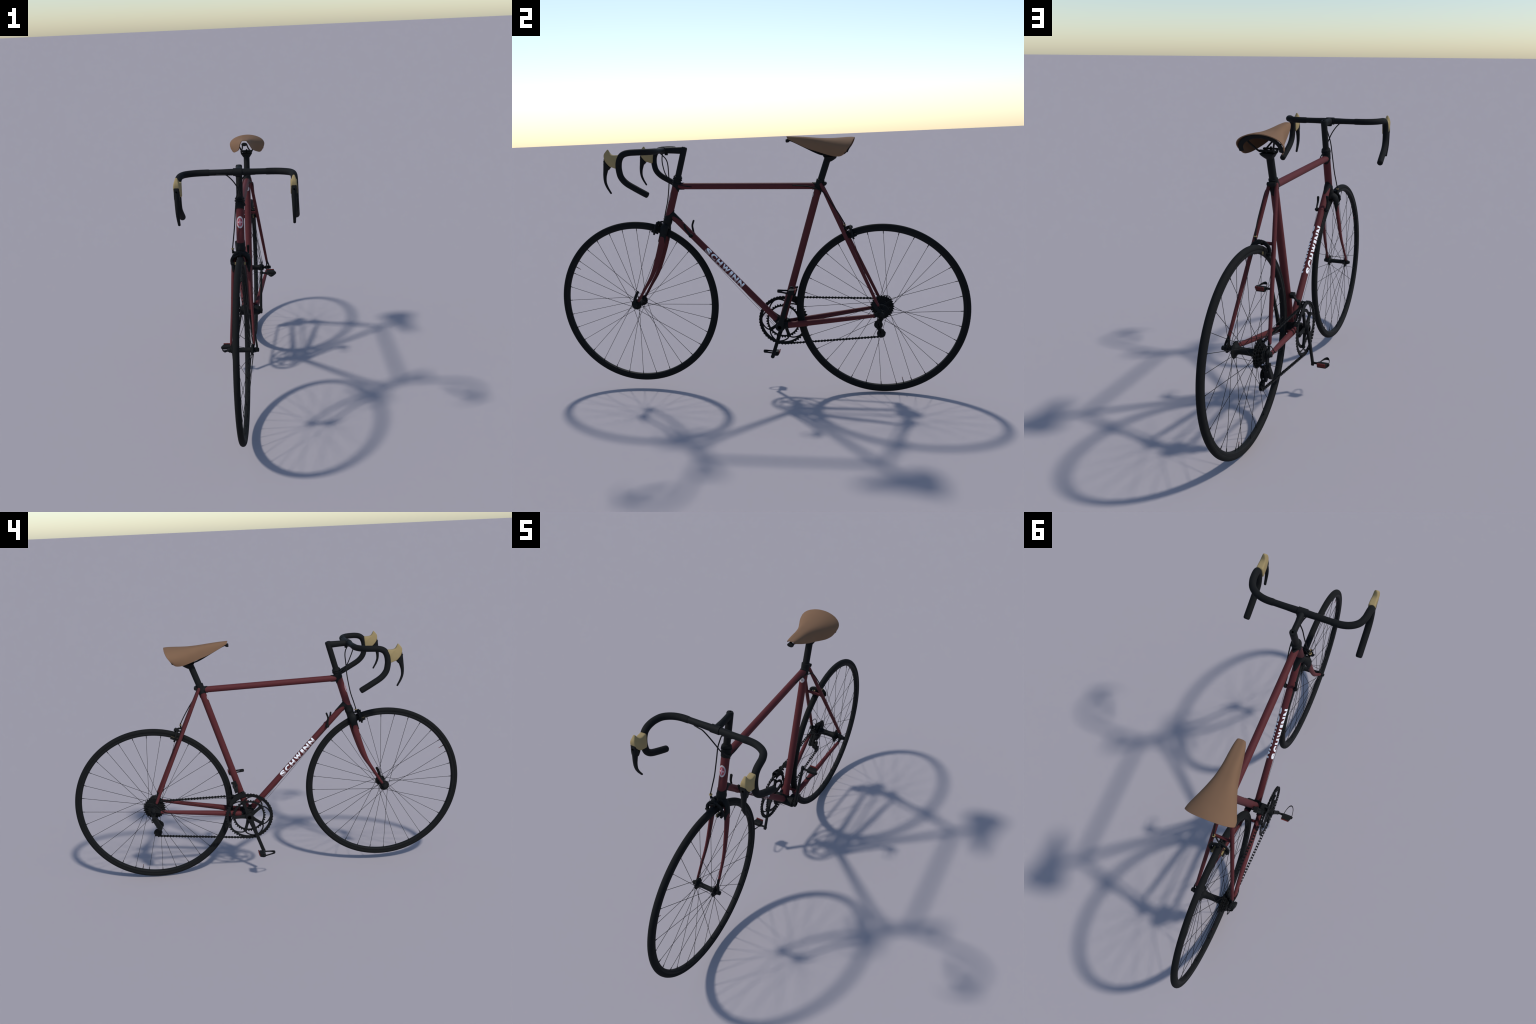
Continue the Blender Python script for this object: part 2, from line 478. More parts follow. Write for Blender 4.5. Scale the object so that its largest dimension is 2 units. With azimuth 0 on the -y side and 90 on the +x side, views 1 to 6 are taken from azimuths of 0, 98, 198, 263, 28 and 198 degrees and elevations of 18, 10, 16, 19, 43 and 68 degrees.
bc = HEAD_BOT + HEAD_DIR * 0.1085
badge = add_mesh("head_badge", oval(0.0155, 0.0262, bc, HEAD_DIR, (0, -1, 0), R_HEAD, 0.0008), M_SILVER, frame, bc)
add_mesh("badge_field", oval(0.0112, 0.0185, bc, HEAD_DIR, (0, -1, 0), R_HEAD, 0.0014), M_BADGE, badge, bc)
star = lambda th: 0.42 + 0.58 * np.abs(np.cos(2 * th)) ** 4
add_mesh("badge_star", oval(0.0098, 0.0150, bc, HEAD_DIR, (0, -1, 0), R_HEAD, 0.0019, shape=star), M_ROSE, badge, bc)
sc = SEAT_TOP - SEAT_DIR * 0.047
sb = add_mesh("seat_badge", oval(0.0125, 0.0125, sc, SEAT_DIR, (0, -1, 0), R_SEAT, 0.0007), M_SILVER, frame, sc)
add_mesh("badge_star", oval(0.0080, 0.0080, sc, SEAT_DIR, (0, -1, 0), R_SEAT, 0.0012, shape=lambda th: 0.42 + 0.58 * np.abs(np.cos(2 * th + 0.75)) ** 5), M_MARK, sb, sc)

# ================================================================== fork
fork = group("fork", HEAD_BOT, root)
BLADE = [(-1.0440, 0.374), (-1.0485, 0.342), (-1.0600, 0.288), (-1.0885, 0.195), (-1.1115, 0.138), (-1.1430, 0.084), (-1.1720, 0.034), (-1.1830, 0.016)]
BX = [0.0300, 0.0330, 0.0370, 0.0415, 0.0445, 0.0475, 0.0495, 0.0495]
for s in (1, -1):
    pth = spline([V(s * x, y, z) for x, (y, z) in zip(BX, BLADE)], 6)
    rr = interp([(0.0098, 0.0160), (0.0098, 0.0160), (0.0088, 0.0150), (0.0074, 0.0118), (0.0064, 0.0095), (0.0055, 0.0072), (0.0052, 0.0062), (0.0050, 0.0058)], len(pth))
    add_mesh("fork_blade", sweep(pth, rr, 24), M_PAINT, fork)
    o = smooth_outline([(-1.1790, 0.026), (-1.1890, 0.020), (-1.2030, 0.008), (-1.2050, -0.006), (-1.1930, -0.013), (-1.1820, -0.004)], 4)
    add_mesh("dropout", prism(o, s * 0.0465, s * 0.0520, 0.0008), M_BLACK, fork)
# crown: sloping shoulders over the blade tops, with a point down each side
bd = unit(V(0, BLADE[1][0] - BLADE[0][0], BLADE[1][1] - BLADE[0][1]))
crown = [lathe([(-0.004, 0.0165), (0.0, 0.0195), (0.022, 0.0200), (0.026, 0.018)], HEAD_BOT - HEAD_DIR * 0.038, HEAD_DIR, 36)]
for s in (1, -1):
    sp = spline([V(s * 0.004, -1.0365, 0.3900), V(s * 0.018, -1.0385, 0.3860), V(s * 0.0275, -1.0415, 0.3760), V(s * 0.0315, -1.0440, 0.3600), V(s * 0.0325, -1.0468, 0.3480)], 5)
    crown.append(sweep(sp, interp([(0.0125, 0.0165), (0.0125, 0.0175), (0.0122, 0.0182), (0.0118, 0.0180), (0.0116, 0.0178)], len(sp)), 24))
    # pointed socket (front and back points, arched at the side)
    d, a, b = basis(V(s * 0.003, -0.0095, -0.040))
    th = np.arange(40) * TAU / 40
    L = 0.012 + 0.030 * np.abs(np.sin(th)) ** 4 * np.where(np.sin(th) > 0, 1.0, 1.0)
    p = V(s * 0.0322, -1.0462, 0.3500)
    rad = np.cos(th)[:, None] * a * 0.0113 + np.sin(th)[:, None] * b * 0.0174
    rows = [p + rad, p + d * (L * 0.5)[:, None] + rad * 0.995, p + d * L[:, None] + rad * 0.99, p + d * (L + 0.001)[:, None] + rad * 0.86]
    f = []
    for i in range(3):
        f += [(i * 40 + k, i * 40 + (k + 1) % 40, (i + 1) * 40 + (k + 1) % 40, (i + 1) * 40 + k) for k in range(40)]
    crown.append((np.concatenate(rows), f))
add_mesh("fork_crown", crown, M_LUG, fork)

headset = group("headset", HEAD_TOP, root)
add_mesh("lower_cup", lathe([(-0.018, 0.0185), (-0.016, 0.0205), (-0.011, 0.0215), (-0.005, 0.0218), (0.000, 0.0212), (0.004, 0.0200)], HEAD_BOT + HEAD_DIR * 0.0, HEAD_DIR, 40), M_BLACK, headset)
add_mesh("upper_cup", lathe([(-0.002, 0.0200), (0.004, 0.0205), (0.009, 0.0185), (0.011, 0.0185), (0.012, 0.0222), (0.018, 0.0225), (0.019, 0.0190), (0.0215, 0.0190), (0.022, 0.0215), (0.028, 0.0205), (0.030, 0.0175), (0.034, 0.0165), (0.035, 0.0140)], HEAD_TOP, HEAD_DIR, 40), M_BLACK, headset)

# ================================================================== stem and handlebar
BAR = V(0, -1.0365, 0.7480)
stem = group("stem", BAR, root)
quill_top = V(0, -0.9375, 0.7475)
add_mesh("quill", [sweep([HEAD_TOP + HEAD_DIR * 0.030, quill_top - HEAD_DIR * 0.004, quill_top + HEAD_DIR * 0.010, quill_top + HEAD_DIR * 0.0150], [0.0145, 0.0145, 0.0142, 0.0118], 28),
                   lathe([(0, 0.0040), (0.0006, 0.0040)], quill_top + HEAD_DIR * 0.0150, HEAD_DIR, 12)], M_BLACK, stem, angle=45)
add_mesh("stem_bolt", lathe([(0, 0.0046), (0.0005, 0.0046), (0.0012, 0.0030)], quill_top + HEAD_DIR * 0.0151, HEAD_DIR, 6), M_HOLE, stem)
add_mesh("extension", sweep(spline([V(0, -0.936, 0.7475), V(0, -0.960, 0.7470), V(0, -0.990, 0.7475), V(0, -1.026, 0.7480)], 5), interp([(0.0130, 0.0165), (0.0122, 0.0160), (0.0118, 0.0150), (0.0150, 0.0145)], 16), 28), M_BLACK, stem)
add_mesh("bar_clamp", [lathe([(-0.0195, 0.0145), (-0.0188, 0.0168), (0.0188, 0.0168), (0.0195, 0.0145)], BAR, (1, 0, 0), 36),
                       box(BAR + V(0, 0.012, -0.017), (0.0085, 0.006, 0.006), None, 0.001), rod(BAR + V(0.011, 0.012, -0.0185), BAR + V(-0.011, 0.012, -0.0185), 0.0038, 10)], M_BLACK, stem)

handlebar = group("handlebar", BAR, root)
by = BAR[1]
SIDE = [V(0.120, by, 0.748), V(0.150, by - 0.0005, 0.748), V(0.178, by - 0.006, 0.748), V(0.203, by - 0.018, 0.748), V(0.222, by - 0.036, 0.748), V(0.2325, by - 0.062, 0.7475), V(0.2360, -1.122, 0.7460),
        V(0.2375, -1.142, 0.7415), V(0.2385, -1.157, 0.7315), V(0.2390, -1.1665, 0.7140), V(0.2395, -1.1705, 0.6920), V(0.2400, -1.1695, 0.6680), V(0.2410, -1.1610, 0.6380), V(0.2425, -1.1370, 0.6115), V(0.2440, -1.0930, 0.5860), V(0.2459, -1.0400, 0.5585)]
centre = [V(x, by, 0.748) for x in np.linspace(-0.126, 0.126, 25)]
add_mesh("bar", sweep(centre, [0.0130 + 0.0012 * math.exp(-(abs(p[0]) / 0.055) ** 4) for p in centre], 28, up=(0, 0, 1)), M_BLACK, handlebar)
for s in (1, -1):
    pth = spline([p * V(s, 1, 1) for p in SIDE], 5)
    rr = np.full(len(pth), 0.0143); rr[0] = 0.0138; rr[-1] = 0.0138
    add_mesh("bar_tape", [sweep(pth, rr, 28, up=(0, 0, 1)), lathe([(0, 0.0125), (0.003, 0.0120), (0.0045, 0.008)], pth[-1], pth[-1] - pth[-2], 24)], M_TAPE, handlebar)

# ================================================================== brake levers
HOOD = [(-1.2205, 0.7618), (-1.2300, 0.7520), (-1.2372, 0.7410), (-1.2378, 0.7250), (-1.2320, 0.7080), (-1.2215, 0.6945), (-1.2110, 0.6850), (-1.1990, 0.6815), (-1.1860, 0.6770), (-1.1740, 0.6780), (-1.1700, 0.7060), (-1.1680, 0.7345), (-1.1830, 0.7365), (-1.1985, 0.7372), (-1.2085, 0.7425), (-1.2150, 0.7530)]
for s in (1, -1):
    lv = group("brake_lever", V(s * 0.2343, -1.205, 0.715), root)
    o = smooth_outline(HOOD, 3)
    hv, hf = pillow(o, 0, 0.0132, 0.0036)
    # the horn narrows upwards and forwards
    k = np.clip((hv[:, 2] - 0.722) / 0.040, 0, 1) * np.clip((-1.190 - hv[:, 1]) / 0.015, 0, 1)
    hv[:, 0] = hv[:, 0] * (1 - 0.72 * k ** 1.6) + s * 0.2345
    add_mesh("hood", (hv, hf), M_GUM, lv, angle=60)
    pth = spline([V(0, -1.2255, 0.7240), V(0, -1.2295, 0.7000), V(0, -1.2345, 0.6720), V(0, -1.2398, 0.6420), V(0, -1.2390, 0.6150), V(0, -1.2310, 0.5925), V(0, -1.2215, 0.5760), V(0, -1.2160, 0.5670)], 5)
    pth[:, 0] = s * 0.2348
    rr = interp([(0.0118, 0.0100), (0.0118, 0.0140), (0.0108, 0.0112), (0.0092, 0.0076), (0.0080, 0.0058), (0.0068, 0.0050), (0.0060, 0.0042), (0.0058, 0.0042)], len(pth))
    blade = [sweep(pth, rr, 20, rounded=True), pillow(smooth_outline([(-1.2375, 0.7230), (-1.2300, 0.7080), (-1.2190, 0.6930), (-1.2105, 0.6850), (-1.2130, 0.6800), (-1.2260, 0.6680), (-1.2420, 0.6800)], 3), s * 0.2348, 0.0110, 0.003)]
    add_mesh("lever_blade", blade, M_BLACK, lv, angle=50)
    add_mesh("lever_hole_dark_disc", lathe([(-0.004, 0.0034), (0.0012, 0.0034)], V(s * 0.2348, -1.2420, 0.7080), (0, -1, 0.15), 14), M_HOLE, lv)

# ================================================================== wheels
def build_wheel(centre, flange_l, flange_r, hole_r, rear, head_l, head_r, rim_l, rim_r):
    """head_*: how far spoke heads sit from the flange middle; rim_*: sideways stagger of the nipples."""
    w = group("wheel", centre, root)
    c = np.asarray(centre, float)
    a = np.linspace(-0.30 * PI, 1.30 * PI, 17)
    tr = 0.0130
    mid_r = TYRE_R - tr
    tyre = [(tr * math.cos(t), mid_r + tr * math.sin(t)) for t in a]
    add_mesh("tyre", ring(tyre, c, 224), M_RUBBER, w, c, angle=50)
    rim = [(0.0112, 0.3850), (0.0116, 0.3838), (0.0114, 0.3755), (0.0090, 0.3722), (0.0040, RIM_IN + 0.0003), (0, RIM_IN), (-0.0040, RIM_IN + 0.0003), (-0.0090, 0.3722), (-0.0114, 0.3755), (-0.0116, 0.3838), (-0.0112, 0.3850)]
    add_mesh("rim", ring(rim, c, 224), M_BLACK, w, c, angle=30)
    # hub shell, flanges and axle
    fr = hole_r + 0.0052
    if rear:
        flange_l, spoke_l = flange_l - 0.0032, flange_l
        prof = [(flange_r - 0.002, 0.018), (flange_r - 0.0018, fr - 0.001), (flange_r + 0.0018, fr - 0.001), (flange_r + 0.003, 0.022), (flange_r + 0.012, 0.0155), (0.006, 0.0140), (flange_l - 0.020, 0.0150), (flange_l - 0.010, 0.0185), (flange_l - 0.004, 0.0245), (flange_l - 0.0022, fr), (flange_l + 0.0020, fr), (flange_l + 0.0028, fr - 0.004), (flange_l + 0.004, 0.019), (flange_l + 0.012, 0.0150), (flange_l + 0.0145, 0.0105)]
        hub = [lathe(prof, c, (1, 0, 0), 40), rod(c + V(-0.098, 0, 0), c + V(0.098, 0, 0), 0.0055, 14), rod(c + V(0.068, 0, 0), c + V(0.0785, 0, 0), 0.0100, 6), rod(c + V(-0.0785, 0, 0), c + V(-0.072, 0, 0), 0.0100, 6)]
    else:
        prof = [(flange_r - 0.0050, 0.0085), (flange_r - 0.0040, 0.0150), (flange_r - 0.0022, 0.0185), (flange_r - 0.0018, fr), (flange_r + 0.0018, fr), (flange_r + 0.0026, 0.0180), (flange_r + 0.008, 0.0120), (flange_r + 0.016, 0.0105), (flange_l - 0.016, 0.0105), (flange_l - 0.008, 0.0120), (flange_l - 0.0026, 0.0180), (flange_l - 0.0018, fr), (flange_l + 0.0018, fr), (flange_l + 0.0022, 0.0185), (flange_l + 0.0040, 0.0150), (flange_l + 0.0050, 0.0085)]
        hub = [lathe(prof, c, (1, 0, 0), 40), rod(c + V(-0.058, 0, 0), c + V(0.058, 0, 0), 0.0050, 14)]
    add_mesh("hub", hub, M_BLACK, w, c)
    if rear:
        flange_l = spoke_l
    # quick release: lever on the left, nut on the right
    xl, xr = (0.0865, -0.0870) if rear else (0.0525, -0.0525)
    q = [lathe([(0, 0.0085), (0.001, 0.0110), (0.006, 0.0110), (0.008, 0.0095), (0.0180, 0.0088), (0.0195, 0.006)], c + V(xl, 0, 0), (1, 0, 0), 24)]
    if not rear:
        q.append(sweep(spline([c + V(0.0640, -0.002, 0.004), c + V(0.0625, -0.0015, 0.025), c + V(0.0590, 0.0045, 0.047), c + V(0.0565, 0.0135, 0.0655)], 5), interp([(0.0045, 0.0078), (0.0042, 0.0078), (0.0040, 0.0074), (0.0038, 0.0068)], 16), 14, rounded=True))
    else:
        q.append(sweep(spline([c + V(0.0960, -0.004, 0.006), c + V(0.0945, -0.018, 0.020), c + V(0.0900, -0.031, 0.036), c + V(0.0860, -0.041, 0.050)], 5), interp([(0.0040, 0.0060), (0.0036, 0.0080), (0.0034, 0.0090), (0.0034, 0.0085)], 16), 14, rounded=True))
    add_mesh("quick_release", q, M_BLACK, w, c)
    add_mesh("axle_nut", [lathe([(0, 0.0085), (-0.001, 0.0105), (-0.006, 0.0105), (-0.0075, 0.0080), (-0.0135, 0.0070), (-0.0145, 0.004)], c + V(xr, 0, 0), (1, 0, 0), 20)], M_BLACK, w, c)
    # 32 spokes, three-cross: even holes to the right flange, odd to the left
    cross = math.radians(67.5)
    r_in = RIM_IN
    protos = {}
    for k in range(32):
        ang = k * TAU / 32
        if k % 2 == 0:
            x, sign = flange_r, (-1 if (k // 2) % 2 == 0 else 1)
        else:
            x, sign = flange_l, (1 if ((k - 1) // 2) % 2 == 0 else -1)
        key = (k % 2, sign)
        off = -sign * (head_r if k % 2 == 0 else head_l)
        if key not in protos:       # build at angle 0, then share the mesh and turn it
            h = -sign * cross
            p = c + V(rim_r if k % 2 == 0 else rim_l, -r_in - 0.001, 0)
            qh = c + V(x + off, -hole_r * math.cos(h), hole_r * math.sin(h))
            d = unit(qh - p)
            geo = [rod(p, qh, 0.00105, 6), rod(p - d * 0.002, p + d * 0.013, 0.0021, 8, 0.0018), rod(qh - V(off * 0.9, 0, 0), qh, 0.0012, 6)]
            o = add_mesh("spoke", geo, M_SPOKE, w, c)
            protos[key] = o
        else:
            o = instance(protos[key], w, c, "spoke")
        o.rotation_euler = (-ang, 0, 0)
    # valve
    va = math.radians(-74.0) if False else None
    tip = V(0, 0.0977, -0.3292) if rear else V(0, -1.4969, 0.1612)
    d = unit(tip - c)
    base = c + d * (RIM_IN + 0.001)
    add_mesh("valve", [rod(base, base - d * 0.018, 0.0023, 8, 0.0016)], M_BLACK, w, c)
    add_mesh("valve_cap", [rod(base - d * 0.018, c + d * np.linalg.norm(tip - c), 0.0014, 8)], M_RED, w, c)
    return w

front_wheel = build_wheel(FRONT_HUB, 0.0432, -0.0422, 0.0205, False, 0.0047, 0.0029, 0.0032, -0.0010)
rear_wheel = build_wheel(REAR_HUB, 0.0540, -0.0392, 0.0285, True, 0.0046, 0.0058, 0.0010, -0.0037)

# ================================================================== saddle
SEC = [  # y centre, y shift at edge, top z, edge z, half width at widest, half width at edge
    (-0.4440, 0.006, 0.8065, 0.7945, 0.0165, 0.0185),
    (-0.4250, 0.004, 0.8060, 0.7860, 0.0215, 0.0235),
    (-0.3900, 0.002, 0.8046, 0.7700, 0.0275, 0.0290),
    (-0.3450, 0.001, 0.8015, 0.7510, 0.0335, 0.0350),
    (-0.3000, 0.000, 0.7978, 0.7370, 0.0440, 0.0430),
    (-0.2600, 0.000, 0.7960, 0.7250, 0.0590, 0.0550),
    (-0.2250, 0.000, 0.7965, 0.7165, 0.0745, 0.0660),
    (-0.1950, -0.006, 0.7982, 0.7150, 0.0865, 0.0735),
    (-0.1650, -0.022, 0.8000, 0.7180, 0.0945, 0.0790),
    (-0.1460, -0.032, 0.8002, 0.7240, 0.0960, 0.0825),
    (-0.1330, -0.038, 0.7990, 0.7300, 0.0960, 0.0845)]
SEC_F = spline(np.array(SEC), 4)

def saddle_point(sec, v):
    """v in [-1, 1] across the saddle."""
    yc, ys, zt, zb, wm, we = sec
    s, t = (1 if v >= 0 else -1), abs(v)
    h = zt - zb
    rearness = min(1, max(0, (yc + 0.30) / 0.14))
    P0 = V(0, zt); P1 = V(wm * (0.80 - 0.27 * rearness), zt + 0.001); P2 = V(wm * (1.02 + 0.22 * rearness), zt - h * (0.22 + 0.18 * rearness)); P3 = V(we, zb)
    b = (1 - t) ** 3 * P0 + 3 * (1 - t) ** 2 * t * P1 + 3 * (1 - t) * t * t * P2 + t ** 3 * P3
    return V(s * b[0], yc + ys * t ** 2.2, b[1])

NV = 41
grid = np.array([[saddle_point(sec, v) for v in np.linspace(-1, 1, NV)] for sec in SEC_F])
m = len(grid)
saddle = group("saddle", V(0, -0.27, 0.72), root)

def shell_from_grid(grid, thick):
    m, n = grid.shape[:2]
    du = np.gradient(grid, axis=0); dv = np.gradient(grid, axis=1)
    nr = np.cross(dv, du); nr /= np.linalg.norm(nr, axis=2)[..., None] + 1e-12
    if nr[m // 2, n // 2, 2] < 0:
        nr = -nr
    inner = grid - nr * thick
    v = np.concatenate([grid.reshape(-1, 3), inner.reshape(-1, 3)])
    idx = lambda i, j, k: k * m * n + i * n + j
    f = []
    for i in range(m - 1):
        for j in range(n - 1):
            f.append((idx(i, j, 0), idx(i + 1, j, 0), idx(i + 1, j + 1, 0), idx(i, j + 1, 0)))
            f.append((idx(i, j, 1), idx(i, j + 1, 1), idx(i + 1, j + 1, 1), idx(i + 1, j, 1)))
    for i in range(m - 1):
        for j in (0, n - 1):
            f.append((idx(i, j, 0), idx(i + 1, j, 0), idx(i + 1, j, 1), idx(i, j, 1)))
    for j in range(n - 1):
        for i in (0, m - 1):
            f.append((idx(i, j, 0), idx(i, j + 1, 0), idx(i, j + 1, 1), idx(i, j, 1)))
    return v, f
cover = add_mesh("saddle_cover", shell_from_grid(grid, 0.0035), M_LEATHER, saddle, angle=50)
cover.data.materials.append(M_UNDER)
for poly in cover.data.polygons:
    if min(poly.vertices) >= m * NV:
        poly.material_index = 1
# back plate: steel arc under the rear edge
rear_sec = SEC_F[-4]
arc = np.array([saddle_point(rear_sec, v) for v in np.linspace(-0.88, 0.88, 33)])
arc = arc * V(0.86, 1, 1) + V(0, -0.005, -0.0115)
add_mesh("back_plate", sweep(arc, (0.0034, 0.0095), 14, up=(0, 1, 0)), M_BLACK, saddle)
add_mesh("nose_plate", sweep([V(0, -0.4478, 0.7862), V(0, -0.4465, 0.7862), V(0, -0.4400, 0.7864), V(0, -0.4330, 0.7870)], np.array([(0.0125, 0.0070), (0.0142, 0.0085), (0.0146, 0.0088), (0.0120, 0.0070)]), 24), M_BLACK, saddle)
for s in (1, -1):
    r = spline([V(s * 0.0085, -0.437, 0.7890), V(s * 0.0105, -0.415, 0.7830), V(s * 0.0150, -0.360, 0.7570), V(s * 0.0235, -0.310, 0.7335), V(s * 0.0262, -0.275, 0.7215), V(s * 0.0265, -0.235, 0.7200), V(s * 0.0300, -0.215, 0.7260), V(s * 0.0480, -0.178, 0.7580), V(s * 0.0540, -0.166, 0.7715)], 5)
    add_mesh("saddle_rail", sweep(r, 0.0036, 12), M_BLACK, saddle)

# ================================================================== seat post
POST_TOP = V(0, -0.2565, 0.7010)
post = group("seat_post", SEAT_TOP, root)
add_mesh("post", rod(SEAT_TOP, POST_TOP, 0.0156, 28), M_BLACK, post)
head = smooth_outline([(-0.2745, 0.7190), (-0.2700, 0.7060), (-0.2690, 0.6930), (-0.2450, 0.6880), (-0.2200, 0.7020), (-0.2150, 0.7090), (-0.2160, 0.7160), (-0.2400, 0.7180)], 4)
hv, hf = layered(head, [(-0.0300, 0.006), (-0.0285, 0.0035), (-0.018, 0.0005), (0, 0), (0.018, 0.0005), (0.0285, 0.0035), (0.0300, 0.006)])
k = np.clip((0.715 - hv[:, 2]) / 0.022, 0, 1)
hv[:, 0] *= 1 - 0.48 * k
add_mesh("clamp_cradle", (hv, hf), M_BLACK, post, angle=50)
add_mesh("rail_clamp", [box(V(0, -0.2680, 0.7265), (0.0310, 0.0065, 0.0030), None, 0.001), box(V(0, -0.2250, 0.7245), (0.0310, 0.0065, 0.0030), None, 0.001),
                        rod(V(0, -0.2680, 0.712), V(0, -0.2680, 0.7345), 0.0042, 10), rod(V(0, -0.2250, 0.706), V(0, -0.2250, 0.7325), 0.0042, 10)], M_BLACK, post)

# ================================================================== crankset
CRANK_R = V(-0.0800, -0.5372, -0.2760)
crank_vec = (CRANK_R - BB) * V(0, 1, 1)
CRANK_LEN = np.linalg.norm(crank_vec)
crank_ang = math.atan2(crank_vec[2], -crank_vec[1])     # measured from forwards, upwards positive
crankset = group("crankset", BB, root)

def polar(r, a):
    return np.stack([BB[1] - r * np.cos(a), BB[2] + r * np.sin(a)], -1)

def annulus(outer, inner, x0, x1):
    """Ring plate between two closed outlines with equal point count."""
    n = len(outer)
    L = [np.column_stack([np.full(n, x), o]) for x, o in ((x0, outer), (x1, outer), (x1, inner), (x0, inner))]
    f = []
    for i in range(4):
        a, b = i * n, ((i + 1) % 4) * n
        f += [(a + k, a + (k + 1) % n, b + (k + 1) % n, b + k) for k in range(n)]
    return np.concatenate(L), f

def gear_outline(centre, teeth, root_r, tip_r, per=6):
    t = np.arange(teeth * per)
    prof = np.array([root_r, root_r, root_r + 0.45 * (tip_r - root_r), tip_r, tip_r, root_r + 0.45 * (tip_r - root_r)])
    a = (t + 0.5) / (teeth * per) * TAU
    r = prof[t % per]
    return np.stack([centre[1] - r * np.cos(a), centre[2] + r * np.sin(a)], -1), a

X_BIG, X_SMALL = -0.0665, -0.0585
arm_angles = [crank_ang + math.radians(36 + 72 * k) for k in range(5)]
for nm, teeth, rin, rroot, rtip, x in (("chainring", 52, 0.1065, 0.1160, 0.1225, X_BIG), ("chainring", 39, 0.0725, 0.0805, 0.0868, X_SMALL)):
    o, a = gear_outline(BB, teeth, rroot, rtip)
    inner = polar(np.full(len(a), rin), a)
    g = [annulus(o, inner, x - 0.0018, x + 0.0018)]
    if teeth == 52:     # curved struts from each bolt tab to the ring
        for t in arm_angles:
            for s in (1, -1):
                k = np.linspace(0, 1, 9)
                rr = 0.0800 + 0.0295 * k ** 0.75
                aa = t + s * math.radians(30) * k ** 1.35
                p = polar(rr, aa)
                pth = np.column_stack([np.full(9, x), p])
                g.append(sweep(pth, (0.0018, 0.0036), 8, up=(1, 0, 0)))
    add_mesh(nm, g, M_BLACK, crankset)
spider = [lathe([(-0.012, 0.012), (-0.010, 0.0195), (0.006, 0.0205), (0.008, 0.012)], BB + V(-0.0740, 0, 0), (1, 0, 0), 32)]
for t in arm_angles:
    k = np.linspace(0, 1, 7)
    rr = 0.012 + 0.0715 * k
    hw = np.array([0.0120, 0.0098, 0.0080, 0.0072, 0.0070, 0.0078, 0.0088])
    e = 0.0 * k
    left = polar(np.hypot(rr, hw), t + np.arctan2(hw, rr)); right = polar(np.hypot(rr, hw), t - np.arctan2(hw, rr))
    spider.append(prism(np.concatenate([left, right[::-1]]), -0.0715, -0.0610, 0.001))
    p = polar(np.array([0.0800]), np.array([t]))[0]
    spider.append(lathe([(0, 0.0060), (0.001, 0.0064), (0.016, 0.0064), (0.017, 0.0050)], V(-0.0735, p[0], p[1]), (1, 0, 0), 14))
add_mesh("spider", spider, M_BLACK, crankset)
add_mesh("axle", [rod(BB + V(0.055, 0, 0), BB + V(-0.070, 0, 0), 0.0098, 20), lathe([(0, 0.0205), (0.004, 0.0225), (0.0065, 0.018)], BB + V(0.0465, 0, 0), (1, 0, 0), 28), lathe([(0, 0.0205), (-0.004, 0.0225), (-0.0065, 0.018)], BB + V(-0.0465, 0, 0), (1, 0, 0), 28)], M_BLACK, crankset)
